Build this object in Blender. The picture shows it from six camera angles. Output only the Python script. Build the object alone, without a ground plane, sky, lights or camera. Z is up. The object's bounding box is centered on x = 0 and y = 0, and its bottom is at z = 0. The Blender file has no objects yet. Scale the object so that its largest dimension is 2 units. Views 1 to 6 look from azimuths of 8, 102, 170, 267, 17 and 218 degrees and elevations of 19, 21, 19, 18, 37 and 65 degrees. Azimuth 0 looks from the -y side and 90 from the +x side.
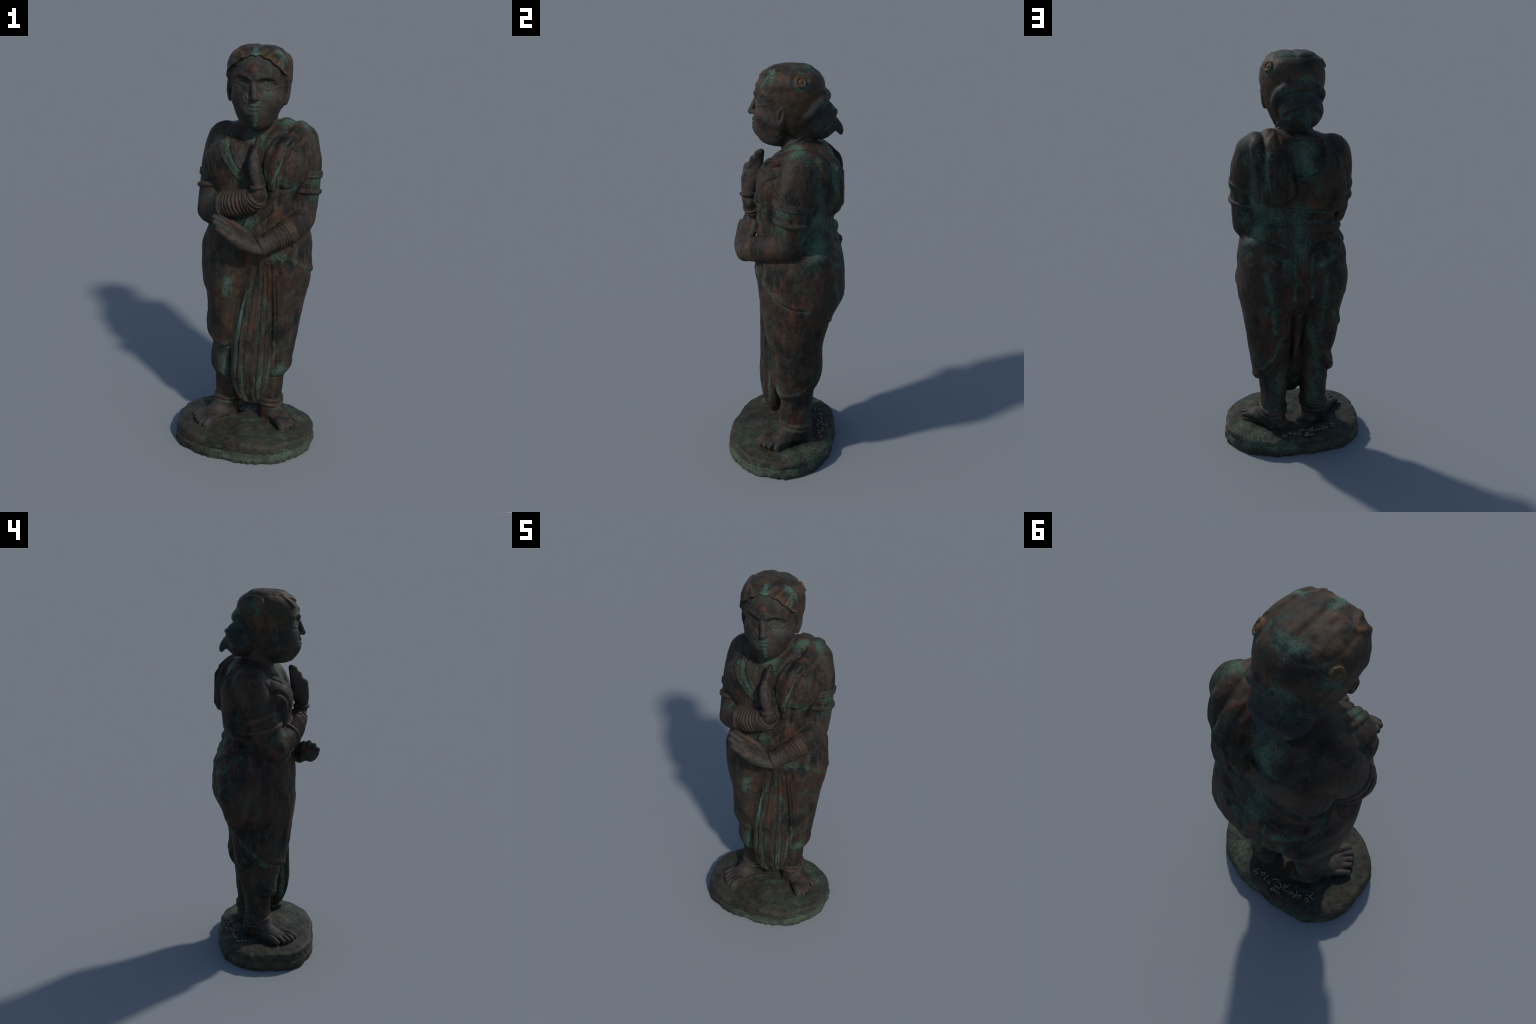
# Bronze statue of a standing woman in a draped sari on an oval base.
# The figure is modelled as an implicit solid (lofts, limbs, ridges, cloth layers)
# that is turned into one smooth surface and then separated into its named parts.
import bpy
import numpy as np

H = 0.0027                                   # size of the modelling grid
LO = np.array([-0.395, -0.335, -0.012])
HI = np.array([0.395, 0.345, 2.024])
N = np.ceil((HI - LO) / H).astype(int) + 1
AX = [(LO[i] + H * np.arange(N[i])).astype(np.float32) for i in range(3)]
D = np.full(N, 0.5, np.float32)              # distance field
L = np.zeros(N, np.uint8)                    # which part owns a place
VERDIGRIS = []                               # stretches where green patina gathers: (from, to, reach, strength)
PARTS = []                                   # part names by label


def part(name):
    PARTS.append(name)
    return len(PARTS) - 1


# ------------------------------------------------------------------ field tools
def box(lo, hi):
    a = np.clip(np.floor((np.asarray(lo) - LO) / H).astype(int), 0, N - 1)
    b = np.clip(np.ceil((np.asarray(hi) - LO) / H).astype(int) + 1, 1, N)
    s = tuple(slice(a[i], b[i]) for i in range(3))
    return s, AX[0][s[0]][:, None, None], AX[1][s[1]][None, :, None], AX[2][s[2]][None, None, :]


def smin(a, b, k):
    if k <= 0:
        return np.minimum(a, b)
    h = np.maximum(k - np.abs(a - b), 0) / k
    return np.minimum(a, b) - h * h * k * 0.25


def add(shape, k=0.01, label=None):
    f, lo, hi = shape
    p = k + 4 * H
    s, x, y, z = box(np.asarray(lo) - p, np.asarray(hi) + p)
    d = f(x, y, z).astype(np.float32)
    if label is not None:
        L[s] = np.where(d < D[s], np.uint8(label), L[s])
    D[s] = smin(D[s], d, k)


def cut(shape, k=0.01):
    f, lo, hi = shape
    p = k + 4 * H
    s, x, y, z = box(np.asarray(lo) - p, np.asarray(hi) + p)
    D[s] = -smin(-D[s], f(x, y, z).astype(np.float32), k)


def hermite(t, xs, v):
    xs, v = np.asarray(xs, float), np.asarray(v, float)
    if len(xs) < 3:
        return np.interp(t, xs, v)
    sl = np.diff(v) / np.diff(xs)
    m = np.concatenate([[sl[0]], np.where(sl[1:] * sl[:-1] > 0, 2 * sl[1:] * sl[:-1] / (sl[1:] + sl[:-1] + 1e-12), 0), [sl[-1]]])
    t = np.clip(t, xs[0], xs[-1])
    i = np.clip(np.searchsorted(xs, t) - 1, 0, len(xs) - 2)
    h = xs[i + 1] - xs[i]
    u = (t - xs[i]) / h
    return (v[i] * (2 * u**3 - 3 * u**2 + 1) + v[i + 1] * (3 * u**2 - 2 * u**3)
            + h * (m[i] * (u**3 - 2 * u**2 + u) + m[i + 1] * (u**3 - u**2)))


def spline(pts, n=6):
    """Catmull-Rom curve through control points (any number of columns)."""
    p = np.asarray(pts, float)
    if len(p) < 3:
        t = np.linspace(0, 1, n + 1)[:, None]
        return p[0] * (1 - t) + p[1] * t
    p = np.vstack([2 * p[0] - p[1], p, 2 * p[-1] - p[-2]])
    out = []
    for i in range(1, len(p) - 2):
        a, b, c, d = p[i - 1:i + 3]
        for u in np.linspace(0, 1, n, endpoint=False):
            out.append(0.5 * (2 * b + (c - a) * u + (2 * a - 5 * b + 4 * c - d) * u * u + (3 * b - a - 3 * c + d) * u**3))
    return np.array(out + [p[-2]])


def loft(rows, n=2.2, cap=0.02, shear=0.0):
    """Upright solid: rows of (z, x_min, x_max, y_front, y_back[, squareness])."""
    r = np.array(sorted(rows), float)
    zs = r[:, 0]
    n0 = n

    def f(x, y, z):
        xl, xr, yf, yb = (hermite(z, zs, r[:, i]).astype(np.float32) for i in range(1, 5))
        rx, ry = (xr - xl) / 2, (yb - yf) / 2
        n = hermite(z, zs, r[:, 5]).astype(np.float32) if r.shape[1] > 5 else n0
        a = np.abs(x - (xl + xr) / 2) / rx + 1e-5
        b = np.abs(y + shear * (x - (xl + xr) / 2) - (yf + yb) / 2) / ry + 1e-5
        an, bn = a**(n - 1), b**(n - 1)
        s = an * a + bn * b
        q = s**(1 / n)
        g = np.sqrt((an / rx)**2 + (bn / ry)**2) * (q / s)
        d = (q - 1) / g
        e = np.maximum(z - zs[-1], zs[0] - z).astype(np.float32)
        return -smin(-d, -e + 0 * d, cap)
    e = abs(shear) * .1
    lo = [r[:, 1].min(), r[:, 3].min() - e, zs[0]]
    hi = [r[:, 2].max(), r[:, 4].max() + e, zs[-1]]
    return f, lo, hi


def limb(pts, flat=None, n=6):
    """Tapered tube along a spline of (x, y, z, radius); flat = (direction, ratio) squashes it."""
    p = spline(pts, n)
    c, r = p[:, :3], np.maximum(p[:, 3], 0.001)
    if flat is not None:
        ax = np.asarray(flat[0], float)
        ax /= np.linalg.norm(ax)
        M = np.eye(3) + (1 / flat[1] - 1) * np.outer(ax, ax)
    else:
        M = np.eye(3)
    q = c @ M.T

    def f(x, y, z):
        X = [(x * M[i, 0] + y * M[i, 1] + z * M[i, 2]).astype(np.float32) for i in range(3)]
        best = None
        for a, b, ra, rb in zip(q[:-1], q[1:], r[:-1], r[1:]):
            e = b - a
            l2 = max(float(e @ e), 1e-12)
            t = np.clip(((X[0] - a[0]) * e[0] + (X[1] - a[1]) * e[1] + (X[2] - a[2]) * e[2]) / l2, 0, 1)
            v = [X[i] - a[i] - t * e[i] for i in range(3)]
            m = np.sqrt(v[0]**2 + v[1]**2 + v[2]**2)
            d = m - (ra + t * (rb - ra))
            if flat is not None:
                g = np.sqrt(sum((M[0, i] * v[0] + M[1, i] * v[1] + M[2, i] * v[2])**2 for i in range(3)))
                d = d * m / np.maximum(g, 1e-6)
            best = d if best is None else np.minimum(best, d)
        return best
    return f, (c - r[:, None]).min(0), (c + r[:, None]).max(0)


def ellipsoid(c, r, tilt=(0, 0, 0)):
    c, r = np.asarray(c, float), np.asarray(r, float)
    ax, ay, az = np.radians(tilt)
    Rx = np.array([[1, 0, 0], [0, np.cos(ax), -np.sin(ax)], [0, np.sin(ax), np.cos(ax)]])
    Ry = np.array([[np.cos(ay), 0, np.sin(ay)], [0, 1, 0], [-np.sin(ay), 0, np.cos(ay)]])
    Rz = np.array([[np.cos(az), -np.sin(az), 0], [np.sin(az), np.cos(az), 0], [0, 0, 1]])
    M = (Rz @ Ry @ Rx).T

    def f(x, y, z):
        v = [(M[i, 0] * (x - c[0]) + M[i, 1] * (y - c[1]) + M[i, 2] * (z - c[2])) / r[i] for i in range(3)]
        k0 = np.sqrt(v[0]**2 + v[1]**2 + v[2]**2) + 1e-6
        k1 = np.sqrt((v[0] / r[0])**2 + (v[1] / r[1])**2 + (v[2] / r[2])**2) + 1e-6
        return k0 * (k0 - 1) / k1
    m = r.max() if any(tilt) else r
    return f, c - m, c + m


def band(shape, at, normal, half, thick, rnd=0.004, grow=0.0):
    """Ring that hugs another solid where a plane crosses it."""
    g, lo, hi = shape
    at, nn = np.asarray(at, float), np.asarray(normal, float)
    nn = nn / np.linalg.norm(nn)

    def f(x, y, z):
        d = g(x, y, z) - grow
        a = np.abs((x - at[0]) * nn[0] + (y - at[1]) * nn[1] + (z - at[2]) * nn[2])
        return np.sqrt(np.maximum(a - half, 0)**2 + np.maximum(np.abs(d) - thick, 0)**2) - rnd
    e = half + thick + grow + 0.02
    rad = 0.13
    return f, np.maximum(np.asarray(lo) - e, at - rad), np.minimum(np.asarray(hi) + e, at + rad)


# ----------------------------------------------- marks that follow the surface
def surf(side, u, v):
    """Point of the surface seen straight from a side: front/back (x, z), left/right (y, z), top (x, y)."""
    if side in ("front", "back"):
        i, k = int(round((u - LO[0]) / H)), int(round((v - LO[2]) / H))
        col, a = D[i, :, k], 1
    elif side in ("left", "right"):
        i, k = int(round((u - LO[1]) / H)), int(round((v - LO[2]) / H))
        col, a = D[:, i, k], 0
    else:
        i, k = int(round((u - LO[0]) / H)), int(round((v - LO[1]) / H))
        col, a = D[i, k, :], 2
    rev = side in ("back", "left", "top")
    c = col[::-1] if rev else col
    j = np.argmax(c < 0)
    if not c[j] < 0:
        return None
    j = j - 1 + c[j - 1] / (c[j - 1] - c[j]) if j > 0 else 0.0
    if rev:
        j = len(c) - 1 - j
    w = LO[a] + H * j
    return {1: (u, w, v), 0: (w, u, v), 2: (u, v, w)}[a]


def trail(side, pts, n=8):
    """Smooth curve laid on the surface; points are (u, v[, extra columns])."""
    out = [surf(side, p[0], p[1]) for p in spline(pts, n)]
    return np.array([p for p in out if p is not None])


def mark(curve, amount, width, taper=0.15, label=None, sharp=2.0, green=None):
    """Raise (amount > 0) or groove the surface along a 3D curve; patina settles in grooves."""
    c = np.asarray(curve, float)
    if len(c) < 2:
        return
    if green is None:
        green = .85 if amount < 0 else 0
    if green:
        length = np.linalg.norm(np.diff(c, axis=0), axis=1).sum()
        k = c[np.linspace(0, len(c) - 1, int(np.clip(length / .09, 1, 4)) + 1).astype(int)]
        VERDIGRIS.extend((a, b, max(width * 1.1, .008), green) for a, b in zip(k[:-1], k[1:]))
    p = 2.6 * width + 2 * H
    s, x, y, z = box(c.min(0) - p, c.max(0) + p)
    if D[s].size == 0:
        return
    best = np.full(D[s].shape, 9.0, np.float32)
    par = np.zeros_like(best)
    m = len(c) - 1
    for i in range(m):
        a, e = c[i], c[i + 1] - c[i]
        ss, xx, yy, zz = box(np.minimum(a, c[i + 1]) - p, np.maximum(a, c[i + 1]) + p)
        o = tuple(slice(ss[j].start - s[j].start, ss[j].stop - s[j].start) for j in range(3))
        t = np.clip(((xx - a[0]) * e[0] + (yy - a[1]) * e[1] + (zz - a[2]) * e[2]) / max(float(e @ e), 1e-12), 0, 1)
        q = (xx - a[0] - t * e[0])**2 + (yy - a[1] - t * e[1])**2 + (zz - a[2] - t * e[2])**2
        near = q < best[o]
        best[o] = np.where(near, q, best[o])
        par[o] = np.where(near, (i + t) / m, par[o])
    w = np.exp(-(np.sqrt(best) / width)**sharp)
    if taper > 0:
        w = w * np.clip(np.minimum(par, 1 - par) / taper, 0, 1)**0.7
    D[s] -= (amount * w).astype(np.float32)
    if label is not None:
        L[s] = np.where(best < (0.8 * width)**2, np.uint8(label), L[s])


def ridge(side, pts, amount, width, **kw):
    mark(trail(side, pts), amount, width, **kw)


def inside2(U, V, poly):
    """Signed distance to a closed outline, negative inside."""
    d = np.full(np.broadcast(U, V).shape, 9.0, np.float32)
    ins = np.zeros(d.shape, bool)
    n = len(poly)
    for i in range(n):
        a, b = poly[i], poly[(i + 1) % n]
        e = b - a
        t = np.clip(((U - a[0]) * e[0] + (V - a[1]) * e[1]) / max(float(e @ e), 1e-12), 0, 1)
        d = np.minimum(d, (U - a[0] - t * e[0])**2 + (V - a[1] - t * e[1])**2)
        if abs(e[1]) > 1e-9:
            ins ^= ((a[1] > V) != (b[1] > V)) & (U < e[0] * (V - a[1]) / e[1] + a[0])
    d = np.sqrt(d)
    return np.where(ins, -d, d)


def layer(side, outline, amount, edge, limit, label=None, n=5, fade=None):
    """Cloth layer: everything within an outline drawn on one side is raised, with a soft edge.
    limit = the coordinate (y or x) that bounds the side."""
    poly = spline(list(outline) + [outline[0]], n)[:-1]
    lo2, hi2 = poly.min(0) - edge, poly.max(0) + edge
    if side in ("front", "back"):
        lo = [lo2[0], -9 if side == "front" else limit, lo2[1]]
        hi = [hi2[0], limit if side == "front" else 9, hi2[1]]
        s, x, y, z = box(lo, hi)
        q = inside2(x, z, poly)
        far = (limit - y) if side == "front" else (y - limit)
    else:
        lo = [-9 if side == "right" else limit, lo2[0], lo2[1]]
        hi = [limit if side == "right" else 9, hi2[0], hi2[1]]
        s, x, y, z = box(lo, hi)
        q = inside2(y, z, poly)
        far = (limit - x) if side == "right" else (x - limit)
    w = np.clip(0.5 - q / (2 * edge), 0, 1)
    w = w * w * (3 - 2 * w) * np.clip(far / 0.02, 0, 1)
    if fade is not None:                     # thickness that varies with height: (z, factor) pairs
        w = w * hermite(z, [f[0] for f in fade], [f[1] for f in fade]).astype(np.float32)
    D[s] -= (amount * w).astype(np.float32)
    if label is not None:
        L[s] = np.where((q < 0) & (far > 0.01), np.uint8(label), L[s])


# ======================================================================= FIGURE
# ---------------------------------------------------------------- skirt and legs
skirt = part("skirt")
add(loft([(1.21, -.195, .212, -.110, .232, 2.2), (1.12, -.236, .264, -.138, .272, 2.2), (1.03, -.262, .280, -.144, .297, 2.2),
          (.92, -.262, .281, -.122, .300, 2.35), (.83, -.252, .272, -.112, .262, 2.2), (.77, -.210, .220, -.085, .200, 2.05),
          (.71, -.14, .15, -.05, .11, 2.05)], 2.05, .05, -.08), 0.02, skirt)


def hemmed(shape, hem, k=.012):
    """Skirt leg that ends at a slanting hem."""
    g, lo, hi = shape
    return (lambda x, y, z: -smin(-g(x, y, z), -(hem(x, y) - z), k)), lo, hi


leg_r = loft([(1.02, -.230, -.02, -.13, .22), (.94, -.258, .00, -.143, .270), (.85, -.252, .0, -.137, .248), (.72, -.230, -.005, -.127, .203),
              (.64, -.228, -.015, -.118, .182), (.56, -.214, -.03, -.104, .166), (.50, -.196, -.04, -.082, .152),
              (.44, -.204, -.045, -.068, .140), (.40, -.200, -.05, -.064, .128), (.30, -.180, -.055, -.054, .112)], 1.9, .02, .22)
leg_l = loft([(1.02, .02, .25, -.08, .23), (.94, 0, .280, -.105, .284), (.85, 0, .275, -.092, .262), (.72, .008, .256, -.074, .226), (.64, .012, .246, -.062, .206),
              (.56, .022, .235, -.050, .200), (.50, .030, .226, -.042, .200), (.44, .034, .217, -.035, .184),
              (.41, .036, .214, -.032, .168), (.31, .045, .190, -.022, .145)], 1.95, .02)
shin = [part("leg"), part("leg")]
sh_r = loft([(.78, -.215, -.012, -.09, .200), (.65, -.203, -.018, -.08, .176), (.55, -.194, -.024, -.06, .158), (.45, -.183, -.030, -.048, .138), (.36, -.177, -.034, -.040, .120),
             (.28, -.174, -.038, -.037, .107), (.21, -.170, -.042, -.037, .102), (.10, -.168, -.05, -.04, .100)], 2.1, .01, .08)
sh_l = loft([(.78, .008, .235, -.06, .222), (.65, .014, .222, -.05, .196), (.55, .020, .205, -.036, .184), (.45, .028, .190, -.024, .168), (.36, .036, .182, -.016, .155),
             (.29, .043, .176, -.013, .148), (.21, .05, .174, -.015, .138), (.10, .055, .172, -.02, .138)], 2.1, .01)
add(hemmed(leg_r, lambda x, y: .345 + .45 * np.maximum(y + .02, 0) + 2.6 * np.maximum(x + .17, 0) * np.clip((y - .08) / .08, 0, 1)), .02, skirt)
add(hemmed(leg_l, lambda x, y: .355 + .30 * np.maximum(y, 0) + 2.0 * np.maximum(.14 - x, 0) * np.clip((y - .09) / .08, 0, 1)), .02, skirt)
add(sh_r, .006, shin[0])
add(sh_l, .006, shin[1])
# back strip of cloth that hangs between the legs
tail = part("skirt_tail")
# core of cloth between the legs, then the strip and a deep groove beside it
add(loft([(.80, -.08, .09, -.06, .16), (.6, -.07, .07, -.07, .10), (.42, -.06, .06, -.08, .07), (.30, -.045, .055, -.08, .04), (.235, -.03, .05, -.07, .0)], 2.2, .03), .02, skirt)
cut(limb([(.0, .320, .88, .010), (-.002, .265, .80, .030), (.0, .235, .70, .044), (.006, .215, .60, .046), (.012, .19, .50, .040), (.012, .16, .42, .025)]), .015)
cut(limb([(.040, .24, .78, .010), (.042, .19, .68, .020), (.040, .155, .57, .020), (.036, .13, .48, .014)]), .010)
add(loft([(1.10, -.078, .036, .10, .284), (.97, -.054, .030, .10, .296), (.86, -.046, .030, .08, .250), (.80, -.042, .028, .07, .212), (.72, -.040, .024, .05, .176), (.65, -.034, .022, .04, .160),
          (.58, -.022, .022, .03, .150), (.52, -.010, .022, .03, .138), (.47, .0, .020, .03, .12)], 2.6, .02), .006, tail)
ridge("back", [(-.052, 1.10), (-.048, .97), (-.050, .88)], -.012, .009)
ridge("back", [(.034, 1.10), (.030, .97), (.040, .88)], -.012, .009)

# folds and hems of the skirt
ridge("left", [(-.060, 1.005), (-.013, .961), (.065, .926), (.161, .910)], .010, .010)
ridge("left", [(-.045, .985), (-.005, .945), (.065, .908), (.161, .890)], -.006, .009)
ridge("front", [(.145, 1.058), (.2, 1.008), (.235, .980)], .007, .010)
ridge("right", [(.215, .795), (.159, .721), (.096, .663), (.023, .603), (-.050, .560)], .014, .013)
ridge("right", [(.215, .770), (.155, .697), (.090, .640), (.015, .580), (-.050, .540)], -.009, .011)
ridge("front", [(-.222, .590), (-.183, .570), (-.152, .553), (-.118, .547), (-.085, .556)], .013, .013)
ridge("front", [(-.215, .565), (-.183, .545), (-.152, .528), (-.118, .522), (-.085, .530)], -.006, .012)
ridge("back", [(.225, .86), (.211, .837), (.176, .813), (.132, .799), (.089, .814), (.055, .850)], .009, .008)
ridge("back", [(.176, .800), (.132, .786), (.089, .800)], -.004, .008)
ridge("back", [(-.045, .845), (-.092, .808), (-.149, .792)], .004, .008)
ridge("back", [(.062, .700), (.075, .64), (.095, .59), (.135, .525), (.175, .478), (.205, .445)], .012, .010)
ridge("back", [(.085, .64), (.11, .58), (.145, .515), (.18, .475)], -.004, .008)
ridge("back", [(-.050, .716), (-.100, .640), (-.128, .545), (-.160, .470), (-.190, .430)], .012, .011)
ridge("back", [(-.070, .64), (-.10, .58), (-.125, .50)], -.004, .010)
ridge("left", [(-.02, .374), (.051, .395), (.116, .417), (.160, .445)], .007, .010)
ridge("right", [(.14, .47), (.112, .440), (.07, .405), (.0, .375), (-.04, .365)], .006, .010)
ridge("front", [(-.205, .43), (-.165, .385), (-.11, .36)], .006, .010)
for x0, x1, z0, z1 in [(.20, .19, .85, .45), (.245, .215, .80, .55), (.17, .165, .90, .5), (-.12, -.13, .95, .62), (-.17, -.17, .90, .62), (-.2, -.2, 1.0, .8)]:
    ridge("front", [(x0, z0), ((x0 + x1) / 2 + .006, (z0 + z1) / 2), (x1, z1)], .003, .016)
for x0, x1, z0, z1 in [(.17, .12, 1.0, .68), (-.12, -.11, .98, .66)]:
    ridge("back", [(x0, z0), ((x0 + x1) / 2 - .006, (z0 + z1) / 2), (x1, z1)], -.003, .018)

# front pleats
pleats = part("pleats")
PL = [(1.04, 0.026, 0.102, -0.136, 0), (0.97, 0.004, 0.11, -0.124, 0), (0.876, -0.024, 0.116, -0.118, 0.0), (0.79, -0.04, 0.12, -0.121, 0.0),
      (0.68, -0.06, 0.122, -0.124, 0.0), (0.55, -0.076, 0.126, -0.128, 0.0), (0.42, -0.076, 0.124, -0.134, -0.01), (0.35, -0.068, 0.118, -0.129, -0.02),
      (0.27, -0.04, 0.104, -0.109, -0.03), (0.215, -0.008, 0.074, -0.086, -0.035)]
add(loft(PL, 2.2, .02, -.20), .012, pleats)
PA = np.array(PL[::-1])


def pleat(u, top=1.0, bottom=.235, sway=0.0):
    zz = np.linspace(top, bottom, 9)
    xl, xr = hermite(zz, PA[:, 0], PA[:, 1]), hermite(zz, PA[:, 0], PA[:, 2])
    w = np.sin(np.linspace(0, 3.1, 9)) * sway
    return [(a + (b - a) * u + s, z) for a, b, z, s in zip(xl, xr, zz, w)]


for u, amt, wid, top, bot in [(.02, -.014, .010, .98, .32), (.10, .006, .008, .86, .27), (.17, -.011, .007, .90, .26), (.235, .006, .007, .80, .25), (.31, -.018, .009, 1.0, .24),
                              (.57, .008, .007, 1.0, .25), (.635, -.013, .007, 1.0, .25), (.73, .009, .007, 1.0, .26), (.79, -.016, .008, 1.0, .26),
                              (.87, .010, .007, 1.0, .27), (.96, -.012, .009, 1.0, .30)]:
    ridge("front", pleat(u, top, bot, .003), amt * 1.35, wid, taper=.08)
for x0, x1, z0, z1 in [(.118, .128, .95, .36), (.138, .146, .92, .42)]:
    ridge("front", [(x0, z0), ((x0 + x1) / 2 + .006, (z0 + z1) / 2), (x1, z1)], .009, .008)
ridge("front", [(.128, .95), (.142, .68), (.138, .38)], -.008, .007)
# edge of the wrapped cloth beside the pleats, and the knot above them
ridge("front", [(.035, 1.010), (.0, .945), (-.032, .822), (-.062, .680), (-.078, .585)], .008, .010)
for pts in ([(.045, 1.04), (.028, .985), (-.005, .92), (-.022, .85)], [(.06, 1.035), (.055, .99), (.05, .94)], [(.085, 1.03), (.09, .98), (.095, .93)],
            [(.105, 1.035), (.12, .99), (.13, .93)], [(.12, 1.045), (.15, 1.005), (.165, .95)]):
    ridge("front", pts, .006, .008)

# ----------------------------------------------------------------------- torso
torso = part("torso")
body = loft([(1.10, -.225, .245, -.132, .270, 2.0), (1.20, -.20, .215, -.130, .246, 2.0), (1.28, -.205, .215, -.122, .240, 2.1), (1.36, -.228, .228, -.112, .250, 2.3),
             (1.44, -.235, .228, -.098, .254, 2.5), (1.52, -.225, .222, -.066, .256, 2.5), (1.57, -.205, .208, -.035, .248, 2.5), (1.61, -.165, .178, .005, .228, 2.5),
             (1.65, -.09, .10, .04, .18, 2.4)], 2.5, .03)
add(body, .02, torso)
bust = part("blouse")
add(ellipsoid((.145, -.014, 1.460), (.105, .086, .105)), .045, bust)
add(ellipsoid((-.145, -.014, 1.457), (.105, .088, .105)), .045, bust)
for sx in (-1, 1):
    add(ellipsoid((sx * .165, .15, 1.40), (.075, .085, .12)), .03, torso)
add(loft([(1.27, -.205, .05, .08, .240), (1.33, -.225, .05, .06, .256), (1.42, -.230, .05, .06, .266), (1.50, -.215, .05, .06, .266), (1.57, -.18, .04, .08, .254)], 2.9, .03), .02, torso)
# rolls at the waist
for c, r in [((.09, .165, 1.200), (.12, .090, .040)), ((-.10, .165, 1.200), (.11, .087, .042)), ((.12, .155, 1.135), (.12, .110, .034)), ((-.11, .16, 1.130), (.11, .110, .034))]:
    add(ellipsoid(c, r), .03, torso)
ridge("back", [(-.001, 1.300), (.007, 1.225), (.006, 1.145)], -.020, .018)
ridge("back", [(.20, 1.175), (.154, 1.162), (.109, 1.150), (.071, 1.135)], -.010, .009)
ridge("back", [(.154, 1.24), (.112, 1.238), (.050, 1.229), (.028, 1.200), (.022, 1.159)], -.010, .009)
ridge("back", [(-.037, 1.240), (-.100, 1.244), (-.170, 1.225)], -.011, .009)
# upper edge of the skirt, looped at the back
ridge("back", [(.225, 1.165), (.200, 1.135), (.160, 1.085), (.106, 1.060), (.050, 1.056)], .013, .010)
ridge("back", [(-.194, 1.150), (-.187, 1.115), (-.172, 1.072), (-.128, 1.047), (-.070, 1.023)], .013, .010)
ridge("back", [(-.056, 1.02), (-.050, 1.07), (-.055, 1.117)], .008, .008)
ridge("back", [(.10, 1.130), (.033, 1.122), (-.025, 1.123), (-.06, 1.128), (-.144, 1.145)], .008, .009)
ridge("right", [(.10, 1.190), (.118, 1.163), (.165, 1.132), (.226, 1.093), (.275, 1.040)], .010, .010)
ridge("left", [(.073, 1.151), (.127, 1.161), (.169, 1.153), (.225, 1.122)], .009, .010)
# blouse: back neckline and hem
ridge("back", [(-.120, 1.615), (-.120, 1.555), (-.101, 1.492), (-.068, 1.463), (-.015, 1.453), (.037, 1.460)], .012, .009)
layer("back", [(-.11, 1.62), (-.108, 1.555), (-.09, 1.50), (-.06, 1.472), (-.01, 1.463), (.06, 1.47), (.07, 1.62)], -.012, .007, .08)
ridge("back", [(.06, 1.320), (-.030, 1.312), (-.116, 1.302), (-.185, 1.292)], .006, .007)
ridge("back", [(.06, 1.304), (-.030, 1.296), (-.116, 1.286), (-.185, 1.276)], -.012, .010)
ridge("front", [(.10, 1.385), (.13, 1.362), (.165, 1.358), (.20, 1.375), (.225, 1.41)], -.006, .009)

# neck comes before the shawl that lies against it
neck = part("neck")
add(limb([(-.005, .10, 1.55, .088), (-.006, .078, 1.62, .080), (-.01, .06, 1.70, .08)]), .022, neck)
necklace = part("necklace")
for c0 in (0.0, .020):
    mark(np.array([(-.004 + .083 * np.sin(t), .082 - .083 * np.cos(t), 1.603 + c0 + .045 * (1 - np.cos(t))) for t in np.linspace(-2.2, 2.2, 24)]), .008, .008, label=necklace)

# neckline strands on the chest
for pts in ([(-.166, 1.590), (-.171, 1.553), (-.155, 1.513), (-.125, 1.464), (-.094, 1.425), (-.056, 1.395)],
            [(-.143, 1.590), (-.142, 1.547), (-.125, 1.502), (-.094, 1.457), (-.062, 1.422)],
            [(-.112, 1.590), (-.111, 1.542), (-.095, 1.501), (-.070, 1.461), (-.040, 1.430)]):
    ridge("front", pts, .011, .0065, taper=.05)
ridge("front", [(-.128, 1.59), (-.127, 1.545), (-.110, 1.502), (-.082, 1.459), (-.052, 1.426)], -.005, .006)

# shawl over the left shoulder
shawl = part("shawl")
add(limb([(.072, -.070, 1.40, .018), (.058, -.058, 1.48, .026), (.070, -.020, 1.565, .032), (.108, .045, 1.612, .034), (.124, .115, 1.632, .036), (.122, .180, 1.605, .038), (.112, .216, 1.55, .036), (.105, .222, 1.46, .030), (.10, .212, 1.37, .02)], ((.25, -.35, .9), .8)), .014, shawl)
add(limb([(.100, -.075, 1.42, .016), (.115, -.072, 1.48, .022), (.135, -.035, 1.555, .030), (.174, .035, 1.602, .032), (.186, .115, 1.626, .032), (.186, .180, 1.600, .034), (.184, .200, 1.53, .028), (.172, .200, 1.44, .024), (.155, .205, 1.36, .018)], ((.25, -.35, .9), .8)), .010, shawl)
layer("front", [(.10, 1.60), (.074, 1.573), (.048, 1.511), (.047, 1.456), (.060, 1.400), (.076, 1.365), (.104, 1.365), (.110, 1.412), (.124, 1.489), (.136, 1.543), (.157, 1.573), (.18, 1.60)], .012, .006, .06, shawl)
ridge("front", [(.172, 1.585), (.176, 1.549), (.161, 1.510), (.132, 1.464), (.109, 1.425)], .007, .006)
ridge("front", [(.150, 1.580), (.140, 1.540), (.126, 1.490), (.108, 1.430)], -.008, .006)
ridge("front", [(.085, 1.42), (.098, 1.371), (.100, 1.321), (.092, 1.283), (.066, 1.247), (.025, 1.212), (-.035, 1.180)], .022, .018, taper=.08, label=shawl)
ridge("front", [(.122, 1.41), (.124, 1.321), (.116, 1.275), (.086, 1.235), (.040, 1.198)], -.006, .008)
ridge("front", [(.052, 1.44), (.068, 1.371), (.070, 1.321), (.060, 1.285), (.040, 1.262)], -.006, .008)
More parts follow.
